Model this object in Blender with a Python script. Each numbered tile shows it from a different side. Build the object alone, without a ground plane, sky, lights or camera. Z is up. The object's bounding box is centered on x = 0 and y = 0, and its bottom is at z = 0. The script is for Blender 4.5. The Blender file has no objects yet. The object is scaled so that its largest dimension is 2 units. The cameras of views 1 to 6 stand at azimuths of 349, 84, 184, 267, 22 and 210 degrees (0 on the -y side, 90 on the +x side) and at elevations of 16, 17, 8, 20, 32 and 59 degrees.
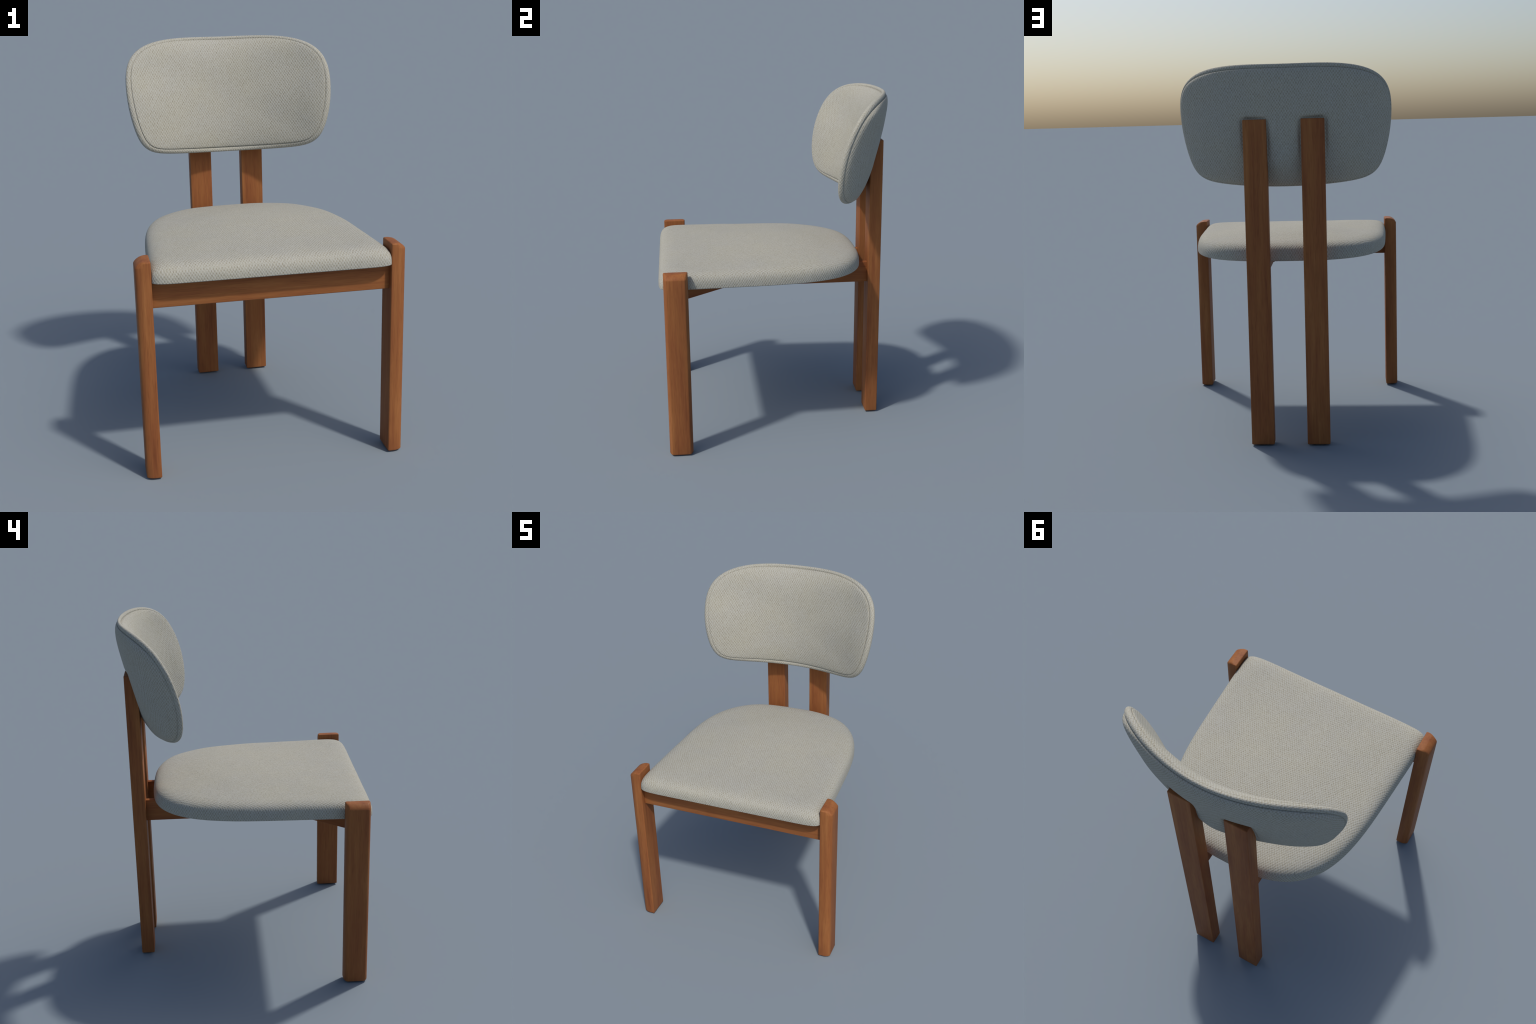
import bpy, bmesh, math
import numpy as np
from mathutils import Matrix, Vector, noise as mnoise

# ---------------------------------------------------------------- helpers
def new_mesh(name, verts, faces, mat, parent, smooth_angle=None, origin=(0, 0, 0)):
    o = Vector(origin)
    me = bpy.data.meshes.new(name)
    me.from_pydata([tuple(Vector(v) - o) for v in verts], [], faces)
    me.validate()
    bm = bmesh.new(); bm.from_mesh(me)
    bmesh.ops.recalc_face_normals(bm, faces=bm.faces)
    bm.to_mesh(me); bm.free()
    for p in me.polygons:
        p.use_smooth = True
    if smooth_angle is not None:
        me.set_sharp_from_angle(angle=math.radians(smooth_angle))
    me.materials.append(mat)
    ob = bpy.data.objects.new(name, me)
    bpy.context.scene.collection.objects.link(ob)
    ob.location = o
    if parent is not None:
        ob.parent = parent
    return ob


def grid_faces(rows, cols, close_cols=True, offset=0):
    f = []
    for i in range(rows - 1):
        for j in range(cols if close_cols else cols - 1):
            k = (j + 1) % cols
            f.append((offset + i * cols + j, offset + i * cols + k,
                      offset + (i + 1) * cols + k, offset + (i + 1) * cols + j))
    return f


# ---------------------------------------------------------------- materials
class Nodes:
    def __init__(self, name):
        self.mat = bpy.data.materials.new(name)
        self.mat.use_nodes = True
        self.t = self.mat.node_tree
        self.t.nodes.clear()

    def add(self, kind, **props):
        n = self.t.nodes.new(kind)
        for k, v in props.items():
            setattr(n, k, v)
        return n

    def link(self, a, b):
        self.t.links.new(a, b)

    def put(self, sock, v):
        if isinstance(v, bpy.types.NodeSocket):
            self.link(v, sock)
        else:
            sock.default_value = v

    def math(self, op, a, b=None, c=None, clamp=False):
        n = self.add('ShaderNodeMath', operation=op, use_clamp=clamp)
        self.put(n.inputs[0], a)
        if b is not None:
            self.put(n.inputs[1], b)
        if c is not None:
            self.put(n.inputs[2], c)
        return n.outputs[0]

    def noise(self, vec, scale, detail=2.0, rough=0.5, lac=2.0):
        n = self.add('ShaderNodeTexNoise')
        self.link(vec, n.inputs['Vector'])
        n.inputs['Scale'].default_value = scale
        n.inputs['Detail'].default_value = detail
        n.inputs['Roughness'].default_value = rough
        return n

    def ramp(self, fac, stops):
        n = self.add('ShaderNodeValToRGB')
        e = n.color_ramp.elements
        e[0].position, e[0].color = stops[0][0], (*stops[0][1], 1)
        e[1].position, e[1].color = stops[-1][0], (*stops[-1][1], 1)
        for p, c in stops[1:-1]:
            x = e.new(p); x.color = (*c, 1)
        self.link(fac, n.inputs[0])
        return n.outputs[0]

    def mix(self, fac, a, b, blend='MIX'):
        n = self.add('ShaderNodeMix', data_type='RGBA', blend_type=blend)
        self.put(n.inputs[0], fac)
        self.put(n.inputs[6], a if isinstance(a, bpy.types.NodeSocket) else (*a, 1))
        self.put(n.inputs[7], b if isinstance(b, bpy.types.NodeSocket) else (*b, 1))
        return n.outputs[2]

    def finish(self, color, rough, normal=None, spec=0.3, sheen=0.0):
        b = self.add('ShaderNodeBsdfPrincipled')
        self.put(b.inputs['Base Color'], color)
        self.put(b.inputs['Roughness'], rough)
        b.inputs['Specular IOR Level'].default_value = spec
        b.inputs['Sheen Weight'].default_value = sheen
        if normal is not None:
            self.link(normal, b.inputs['Normal'])
        o = self.add('ShaderNodeOutputMaterial')
        self.link(b.outputs[0], o.inputs[0])
        return self.mat


def wood_material(name, axis):
    """Reddish brown oiled wood, grain running along the given local axis."""
    m = Nodes(name)
    tc = m.add('ShaderNodeTexCoord')
    rnd = m.add('ShaderNodeObjectInfo').outputs['Random']
    shift = m.math('MULTIPLY', rnd, 7.0)
    vadd = m.add('ShaderNodeVectorMath', operation='ADD')
    m.link(tc.outputs['Object'], vadd.inputs[0])
    comb = m.add('ShaderNodeCombineXYZ')
    for i in range(3):
        m.link(shift, comb.inputs[i])
    m.link(comb.outputs[0], vadd.inputs[1])

    def stretched(along, across):
        mp = m.add('ShaderNodeMapping')
        s = [across] * 3
        s['xyz'.index(axis)] = along
        mp.inputs['Scale'].default_value = s
        m.link(vadd.outputs[0], mp.inputs['Vector'])
        return mp.outputs[0]

    broad = m.noise(stretched(1.7, 17.0), 1.0, 2.0, 0.55).outputs['Fac']
    streak = m.noise(stretched(2.6, 95.0), 1.0, 4.0, 0.65).outputs['Fac']
    pores = m.noise(stretched(14.0, 420.0), 1.0, 2.0, 0.6).outputs['Fac']
    v = m.math('ADD', m.math('MULTIPLY', broad, 0.62), m.math('MULTIPLY', streak, 0.38))
    col = m.ramp(v, [(0.28, (0.200, 0.063, 0.024)), (0.43, (0.280, 0.097, 0.034)),
                     (0.55, (0.322, 0.121, 0.040)), (0.68, (0.388, 0.157, 0.053))])
    dark = m.ramp(pores, [(0.30, (0.80, 0.78, 0.76)), (0.52, (1, 1, 1))])
    col = m.mix(1.0, col, dark, 'MULTIPLY')
    bump = m.add('ShaderNodeBump')
    bump.inputs['Strength'].default_value = 0.12
    bump.inputs['Distance'].default_value = 0.002
    m.link(m.math('ADD', streak, pores), bump.inputs['Height'])
    return m.finish(col, 0.55, bump.outputs[0], spec=0.15)


def fabric_material(name):
    """Greige basket-woven upholstery: a staggered weave laid on the plane each side faces."""
    m = Nodes(name)
    tc = m.add('ShaderNodeTexCoord')
    obj = tc.outputs['Object']
    wob = m.noise(obj, 62.0, 2.0, 0.6)
    drift = m.noise(obj, 9.0, 1.0, 0.5)
    sub = m.add('ShaderNodeVectorMath', operation='SUBTRACT')
    m.link(wob.outputs['Color'], sub.inputs[0]); sub.inputs[1].default_value = (.5, .5, .5)
    sc = m.add('ShaderNodeVectorMath', operation='SCALE')
    m.link(sub.outputs[0], sc.inputs[0]); sc.inputs['Scale'].default_value = 0.008
    ad = m.add('ShaderNodeVectorMath', operation='ADD')
    m.link(obj, ad.inputs[0]); m.link(sc.outputs[0], ad.inputs[1])
    sc2 = m.add('ShaderNodeVectorMath', operation='SCALE')
    m.link(drift.outputs['Color'], sc2.inputs[0]); sc2.inputs['Scale'].default_value = 0.012
    ad2 = m.add('ShaderNodeVectorMath', operation='ADD')
    m.link(ad.outputs[0], ad2.inputs[0]); m.link(sc2.outputs[0], ad2.inputs[1])
    sep = m.add('ShaderNodeSeparateXYZ'); m.link(ad2.outputs[0], sep.inputs[0])
    def wave(i, pitch):
        return m.math('SINE', m.math('MULTIPLY', sep.outputs[i], math.pi / pitch))
    xs, ys, yr, zr = wave(0, WEFT), wave(1, WEFT), wave(1, WARP), wave(2, WARP)
    nsep = m.add('ShaderNodeSeparateXYZ'); m.link(tc.outputs['Normal'], nsep.inputs[0])
    w = [m.math('POWER', m.math('ABSOLUTE', nsep.outputs[i]), 12.0) for i in range(3)]
    tot = m.math('ADD', m.math('ADD', w[0], w[1]), w[2])
    pairs = [m.math('MULTIPLY', ys, zr), m.math('MULTIPLY', xs, zr), m.math('MULTIPLY', xs, yr)]
    acc = None
    for i in range(3):
        q = m.math('MULTIPLY', w[i], pairs[i])
        acc = q if acc is None else m.math('ADD', acc, q)
    cell = m.math('DIVIDE', acc, tot)                 # -1 .. 1, staggered lobes
    fuzz = m.noise(obj, 240.0, 3.0, 0.65).outputs['Fac']
    lump = m.noise(obj, 100.0, 2.0, 0.6).outputs['Fac']
    fleck = m.noise(obj, 150.0, 1.0, 0.5).outputs['Fac']
    patch = m.noise(obj, 22.0, 2.0, 0.6).outputs['Fac']
    soft = m.noise(obj, 5.0, 3.0, 0.55).outputs['Fac']
    pit = m.math('MULTIPLY_ADD', cell, 1.0, 0.06, clamp=True)      # gaps between the threads
    pit = m.math('MULTIPLY', pit, m.math('MULTIPLY_ADD', m.math('MULTIPLY_ADD', patch, 0.30, lump), 3.6, -1.65, clamp=True))
    knot = m.math('MULTIPLY', cell, -1.0, clamp=True)
    height = m.math('ADD', m.math('MULTIPLY', pit, -1.0),
                    m.math('ADD', m.math('MULTIPLY', knot, 0.45),
                           m.math('ADD', m.math('MULTIPLY', fuzz, 0.35), m.math('MULTIPLY', lump, 0.4))))
    tone = m.math('ADD', m.math('MULTIPLY_ADD', pit, -0.29, 0.245),
                  m.math('ADD', m.math('MULTIPLY', knot, 0.16),
                         m.math('ADD', m.math('MULTIPLY', fuzz, 0.20), m.math('MULTIPLY', fleck, 0.38))))
    col = m.ramp(tone, [(0.08, (0.250, 0.228, 0.170)), (0.38, (0.345, 0.326, 0.264)),
                        (0.58, (0.408, 0.399, 0.346)), (0.80, (0.470, 0.464, 0.418))])
    hue = m.ramp(soft, [(0.35, (0.988, 0.993, 1.012)), (0.65, (1.008, 1.004, 0.985))])
    col = m.mix(1.0, col, hue, 'MULTIPLY')
    bump = m.add('ShaderNodeBump')
    bump.inputs['Strength'].default_value = 0.37
    bump.inputs['Distance'].default_value = 0.0028
    m.link(height, bump.inputs['Height'])
    return m.finish(col, 0.92, bump.outputs[0], spec=0.12, sheen=0.05)


WEFT, WARP = 0.0070, 0.0105     # thread pitch across and along, m
WOOD_UP = wood_material('wood_grain_upright', 'z')
WOOD_CROSS = wood_material('wood_grain_crosswise', 'x')
WOOD_DEEP = wood_material('wood_grain_lengthwise', 'y')
FABRIC = fabric_material('woven_upholstery')


def dark_plate_material():
    m = Nodes('dark_matte')
    tc = m.add('ShaderNodeTexCoord')
    f = m.noise(tc.outputs['Object'], 300.0, 2.0).outputs['Fac']
    return m.finish(m.ramp(f, [(0.3, (0.03, 0.027, 0.025)), (0.7, (0.05, 0.046, 0.042))]), 0.9, None, 0.1)


DARK_PLATE = dark_plate_material()

# ---------------------------------------------------------------- the chair
chair = bpy.data.objects.new('dining_chair', None)
bpy.context.scene.collection.objects.link(chair)
chair['label'] = 'wooden dining chair with woven greige seat and curved backrest'
chair['category'] = 'chair'


FOOT_GAP, FOOT_ROUND = 0.0045, 0.007


def rounded_section(x0, x1, y0, y1, radii, seg):
    """Rounded rectangle; radii per corner (rx, ry) for (x0,y0) (x1,y0) (x1,y1) (x0,y1)."""
    pts = []
    corners = [(x0, y0, 1, 1, 180), (x1, y0, -1, 1, 270), (x1, y1, -1, -1, 0), (x0, y1, 1, -1, 90)]
    for (cx, cy, sx, sy, a0), (rx, ry) in zip(corners, radii):
        for i in range(seg + 1):
            a = math.radians(a0 + 90.0 * i / seg)
            e = 1.15 if rx > 0.015 else 1.0
            ca, sa = math.cos(a), math.sin(a)
            pts.append((cx + sx * rx + rx * math.copysign(abs(ca) ** e, ca),
                        cy + sy * ry + ry * math.copysign(abs(sa) ** e, sa)))
    return pts


def post(name, x_in, x_out, y0, y1, z1, small, big_x, big_y, big_z, soft, mat):
    """Upright post; the side at x_out carries large roundings (front, back and top)."""
    sgn = 1 if x_out > x_in else -1
    seg = 8
    verts, cols = [], None
    prof = []
    for i in range(7):                               # eased foot
        a = math.pi / 2 * i / 6
        d = FOOT_ROUND * (1 - math.sin(a))
        prof.append((FOOT_GAP + FOOT_ROUND * (1 - math.cos(a)), d, d))
    for i in range(1, 12):
        prof.append((0.02 + (z1 - big_z - 0.02) * i / 12, 0, 0))
    n = 16
    for i in range(n + 1):
        a = math.pi / 2 * i / n
        z = z1 - big_z + big_z * math.sin(a) ** soft
        d_out = big_x * (1 - math.cos(a) ** soft)
        t = max(0.0, (z - (z1 - small)) / small)
        d_in = small * (1 - math.sqrt(max(0.0, 1 - t * t)))
        prof.append((z, max(d_out, d_in), d_in))
    for z, d_out, d_in in prof:
        xo, xi = x_out - sgn * d_out, x_in + sgn * d_in
        a, b = min(xo, xi), max(xo, xi)
        w = b - a
        bx = min(big_x, w * 0.6)
        big, sm = (bx, big_y), (small, small)
        rad = [sm, big, big, sm] if sgn > 0 else [big, sm, sm, big]
        sec = rounded_section(a, b, y0 + d_in, y1 - d_in, rad, seg)
        cols = len(sec)
        verts += [(x, y, z) for x, y in sec]
    rows = len(prof)
    faces = grid_faces(rows, cols)
    faces.append(tuple(range(cols - 1, -1, -1)))
    faces.append(tuple((rows - 1) * cols + j for j in range(cols)))
    return new_mesh(name, verts, faces, mat, chair, 35, origin=((x_in + x_out) / 2, (y0 + y1) / 2, 0))


def beam(name, length, depth, height, radius, mat, centre, angle=0.0):
    """Straight rail along local x (or y when mat is WOOD_DEEP), edges rounded."""
    bm = bmesh.new()
    bmesh.ops.create_cube(bm, size=1.0)
    bmesh.ops.scale(bm, vec=(length, depth, height), verts=bm.verts)
    bmesh.ops.bevel(bm, geom=bm.edges[:], offset=radius, segments=4, profile=0.5, affect='EDGES')
    me = bpy.data.meshes.new(name)
    bm.to_mesh(me); bm.free()
    for p in me.polygons:
        p.use_smooth = True
    me.set_sharp_from_angle(angle=math.radians(35))
    me.materials.append(mat)
    ob = bpy.data.objects.new(name, me)
    bpy.context.scene.collection.objects.link(ob)
    ob.parent = chair
    ob.location = centre
    ob.rotation_euler = (0, 0, angle)
    return ob


# --- legs
for s in (1, -1):
    post('front_leg', s * 0.568, s * 0.640, -0.655, -0.520, 1.086, 0.006, 0.038, 0.020, 0.030, 1.35, WOOD_UP)
REAR_X = (0.139, -0.158)
for cx in REAR_X:
    post('rear_leg', cx - 0.0605, cx + 0.0605, 0.566, 0.640, 1.722, 0.0045, 0.0045, 0.0045, 0.0045, 1.0, WOOD_UP)

# --- small thin dark plates set in under the legs
def dark_foot_plate(cx, cy, wx, wy):
    sec = rounded_section(cx - wx / 2, cx + wx / 2, cy - wy / 2, cy + wy / 2, [(0.006, 0.006)] * 4, 5)
    n = len(sec)
    V = [(x, y, z) for z in (0.0, FOOT_GAP + 0.001) for x, y in sec]
    F = grid_faces(2, n) + [tuple(range(n - 1, -1, -1)), tuple(range(n, 2 * n))]
    new_mesh('dark_foot_plate', V, F, DARK_PLATE, chair, 30)


for s in (1, -1):
    dark_foot_plate(s * 0.602, -0.5875, 0.032, 0.085)
for cx in REAR_X:
    dark_foot_plate(cx, 0.603, 0.080, 0.034)

# --- rails under the seat
beam('front_rail', 1.140, 0.040, 0.120, 0.004, WOOD_CROSS, (0, -0.600, 0.915))
for rx in (0.142, -0.155):
    beam('side_rail', 0.030, 1.150, 0.126, 0.004, WOOD_DEEP, (rx, -0.006, 0.914))
for s in (1, -1):
    a = Vector((s * 0.43 - 0.01, -0.585)); b = Vector((s * 0.150 - 0.01, -0.235))
    n = Vector((b.y - a.y, -(b.x - a.x))).normalized()      # outward side
    if n.x * s < 0:
        n = -n
    c = (a + b) / 2 - n * 0.015
    beam('corner_brace', (b - a).length, 0.030, 0.112, 0.004, WOOD_CROSS, (c.x, c.y, 0.913),
         math.atan2(b.y - a.y, b.x - a.x))


# --- seat cushion
DOME = 0.034


def spow(v, e):
    return np.sign(v) * np.abs(v) ** e


def seat_cushion():
    a, yf, yb, yo = 0.5642, -0.6840, 0.5227, -0.3081
    nf, mr, nr, taper = 15.0, 3.94, 2.836, -0.09
    yc, zb, zm, zt = -0.0749, 0.9737, 0.9845, 1.0683
    p_top, q_top, p_bot, q_bot, tilt = 19.4, 2.97, 20.3, 2.75, -0.0065
    n = 480
    # outline, resampled to even steps
    t = np.linspace(0, 2 * np.pi, 6000, endpoint=False)
    c, s = np.cos(t), np.sin(t)
    up = s >= 0
    x = a * spow(c, np.where(up, 2 / nr, 2 / nf))
    y = yo + np.where(up, yb - yo, yo - yf) * spow(s, np.where(up, 2 / mr, 2 / nf))
    x = x * (1 + taper * (y - yo))
    d = np.r_[0, np.cumsum(np.hypot(np.diff(np.r_[x, x[0]]), np.diff(np.r_[y, y[0]])))]
    q = np.linspace(0, d[-1], n, endpoint=False)
    X = np.interp(q, d, np.r_[x, x[0]]); Y = np.interp(q, d, np.r_[y, y[0]])
    rings = []
    m = 70
    fore = np.clip((-0.30 - Y) / 0.38, 0, 1)          # 1 along the front edge, where the crown is rounder
    p_t = p_top + (16.5 - p_top) * fore
    q_t = q_top + (2.65 - q_top) * fore
    for i in range(m + 1):                            # from rim to the middle of the top
        r = 1 - (i / m) ** 2.6 * 0.995
        z = zm + (zt - zm) * np.maximum(0.0, 1 - r ** p_t) ** (1 / q_t) 
        gx, gy = r * X, yc + r * (Y - yc)
        z = z + DOME * (1 - r ** 4) * np.exp(-(gx / 0.46) ** 2 - ((gy - 0.04) / 0.47) ** 2)
        rings.append((r, z))
    bottom = []
    for i in range(1, 36):
        r = 1 - (i / 35) ** 2.6 * 0.99
        z = zm - (zm - zb) * max(0.0, 1 - r ** p_bot) ** (1 / q_bot)
        bottom.append((r, np.full(n, z)))
    prof = bottom[::-1] + rings
    V = []
    for r, z in prof:
        px = r * X + 0.0026
        py = yc + r * (Y - yc)
        pz = z + tilt * py
        # the legs press into the sides
        w = np.exp(-((py + 0.588) / 0.085) ** 4)
        lim = 0.5665
        px = np.where(np.abs(px) > lim, px + w * (np.sign(px) * lim - px), px)
        for vx, vy, vz in zip(px, py, pz):
            f = min(1.0, (vz - zm) / 0.05)
            if f > 0:
                vz += f * 0.0026 * mnoise.noise(Vector((vx * 6, vy * 6, 0.3)))
            V.append((vx, vy, vz))
    rows = len(prof)
    F = grid_faces(rows, n)
    F.append(tuple(range(n - 1, -1, -1)))
    F.append(tuple((rows - 1) * n + j for j in range(n)))
    return new_mesh('seat_cushion', V, F, FABRIC, chair, None)


seat_cushion()

# --- backrest: two seams bound a front panel, a rear panel and the band between
FRONT_SEAM = dict(a=.5334, b=.2937, nt=3.5046, nb=15.98, mt=3.3734, mb=8.4252, t1=.0356, t2=-.0953, x0=-.0082,
                  y0=.5296, z0=1.688, c1=.2623, c2=.4552, k2=.8151, k4=-.7485, kh=.2724, dz=.1726)
REAR_SEAM = dict(a=.5591, b=.300, nt=2.7405, nb=8.5715, mt=4.9189, mb=11.628, t1=.0159, t2=-.1263, x0=-.0058,
                 y0=.5572, z0=1.6764, c1=.26, c2=.393, k2=.618, k4=-.1699, kh=.1921, dz=.1402)
N_SEAM = 560


def seam_curve(p):
    """Closed superelliptic outline on a leaning, bowed sheet, evenly resampled from the top centre."""
    n = 8000
    w = np.linspace(0, 1, n // 4, endpoint=False)      # samples crowd where the superellipse turns
    w = w ** 7 / (w ** 7 + (1 - w) ** 7)
    t = np.pi / 2 - np.pi / 2 * np.r_[w, 1 + w, 2 + w, 3 + w, 4.0]
    c, s = np.cos(t), np.sin(t)
    up = s >= 0
    H = spow(s, np.where(up, 2 / p['mt'], 2 / p['mb']))
    x = p['a'] * spow(c, np.where(up, 2 / p['nt'], 2 / p['nb'])) * (1 + p['t1'] * H + p['t2'] * H * H)
    h = p['b'] * H
    y = p['y0'] + p['c1'] * h + p['c2'] * h * h - p['k2'] * x ** 2 - p['k4'] * x ** 4 + p['kh'] * h * x * x
    z = p['z0'] + h + p['dz'] * x * x
    c3 = np.stack([x + p['x0'], y, z], 1)
    # smooth a little: takes the kinks out of the superellipse
    step = np.linalg.norm(np.diff(c3, axis=0), axis=1)
    d = np.r_[0, np.cumsum(step)]
    half = d[n // 2]
    m = N_SEAM // 2
    q = np.r_[np.linspace(0, half, m, endpoint=False), np.linspace(half, d[-1], N_SEAM - m, endpoint=False)]
    out = np.stack([np.interp(q, d, c3[:, i]) for i in range(3)], 1)
    for _ in range(12):
        out = 0.5 * out + 0.25 * (np.roll(out, 1, 0) + np.roll(out, -1, 0))
    return out


def panel(name, seam, mid_y, lean, k, bulge, e1, e2, groove, shape, sink, wing_lip, m):
    cx, cz = seam[:, 0].mean(), 1.690

    def base(x, z):
        return mid_y + lean * (z - 1.68) - k * x * x
    blunt = wing_lip * np.clip((np.abs(seam[:, 0]) - 0.33) / 0.16, 0, 1) ** 1.5
    rest = seam[:, 1] - base(seam[:, 0], seam[:, 2])
    V = []
    span = np.hypot(seam[:, 0] - cx, seam[:, 2] - cz)
    for i in range(m + 1):
        s = 1 - (i / m) ** 2.4 * 0.996
        x = cx + s * (seam[:, 0] - cx)
        z = cz + s * (seam[:, 2] - cz)
        swell = bulge * max(0.0, 1 - s ** e1) ** e2 * (1 + shape(x, z)[0]) + (1 - s ** 10) * shape(x, z)[1]
        g = groove * (1 - np.exp(-(1 - s) * span / 0.004))
        y = base(x, z) + rest * s ** 2.0 + swell + g
        fall = np.exp(-(1 - s) * span / CREVICE)[:, None] * sink
        lip = blunt * (1 - np.exp(-(1 - s) * span / 0.014)) * s ** 5    # fuller wings next to the seam
        V += [tuple(v) for v in np.stack([x + 0.5 * np.sign(x) * lip, y + 0.85 * lip, z], 1) + fall]
    F = grid_faces(m + 1, N_SEAM)
    F.append(tuple(m * N_SEAM + j for j in range(N_SEAM)))
    return new_mesh(name, V, F, FABRIC, chair, None)


def edge_band(name, fs, rs, swell):
    V = []
    T = np.roll(fs, -1, 0) - np.roll(fs, 1, 0)
    D = rs - fs
    O = np.cross(T, D)
    O /= np.linalg.norm(O, axis=1)[:, None]
    mid = (fs + rs) / 2
    outward = mid - np.array([0, mid[:, 1].mean(), 1.69])
    outward[:, 1] = 0
    flip = np.sign((O * outward).sum(1))
    O *= flip[:, None]
    m = 36
    for i in range(m + 1):
        t = 0.5 - 0.5 * math.cos(math.pi * i / m)
        w = np.linalg.norm(D, axis=1)
        f = np.exp(-t * w / CREVICE)[:, None] * f_sink + np.exp(-(1 - t) * w / CREVICE)[:, None] * r_sink
        V += [tuple(v) for v in fs + t * D + O * swell * math.sin(math.pi * t) ** 0.65 + f]
    return new_mesh(name, V, grid_faces(m + 1, N_SEAM), FABRIC, chair, None)


fs, rs = seam_curve(FRONT_SEAM), seam_curve(REAR_SEAM)
CREVICE = 0.0013


def seam_sink(seam, back):
    """Direction and depth in which the stitching pulls the fabric in."""
    v = np.array([0, 0, 1.69]) - seam
    v[:, 1] = 0
    v /= np.linalg.norm(v, axis=1)[:, None]
    v = 0.55 * v + np.array([0, back, 0])
    return (0.006 if back > 0 else 0.0042) * v / np.linalg.norm(v, axis=1)[:, None]


f_sink, r_sink = seam_sink(fs, 0.8), seam_sink(rs, -0.8)


def front_shape(x, z):
    corner = np.exp(-((np.abs(x) - 0.43) / 0.20) ** 2 - ((z - 1.89) / 0.15) ** 2)
    return 0.40 * (z - 1.69) / 0.29 - 0.50 * corner, -0.005 * np.exp(-((np.abs(x) - 0.45) / 0.06) ** 2 - ((z - 1.66) / 0.13) ** 2)


def rear_shape(x, z):
    wing = 0.027 * np.exp(-((np.abs(x) - 0.42) / 0.17) ** 2 - ((z - 1.65) / 0.18) ** 2)
    shoulder = -0.004 * np.exp(-((np.abs(x) - 0.20) / 0.10) ** 2 - ((z - 1.85) / 0.10) ** 2)
    seatward = 0.021 * np.exp(-(x / 0.12) ** 2 - ((z - 1.50) / 0.10) ** 2)
    dent = 0
    for cx in REAR_X:                                  # the fabric is pressed in round the post tops
        near = np.abs(x - cx)
        side = np.exp(-((near - 0.064) / 0.009) ** 2) / (1 + np.exp((z - 1.726) / 0.006)) * np.clip((z - 1.50) / 0.12, 0, 1)
        top = np.exp(-((z - 1.726) / 0.009) ** 2) / (1 + np.exp((near - 0.064) / 0.006))
        dent = dent - 0.011 * np.maximum(side, top)
    return 0.0, wing + shoulder + seatward + dent


panel('backrest_front_panel', fs, 0.569, 0.262, 0.70, -0.043, 4.0, 0.8, -0.003, front_shape, f_sink, 0.0, 80)
panel('backrest_rear_panel', rs, 0.5925, 0.260, 0.60, 0.037, 4.0, 0.75, 0.003, rear_shape, r_sink, 0.020, 170)
edge_band('backrest_edge_band', fs, rs, 0.017)
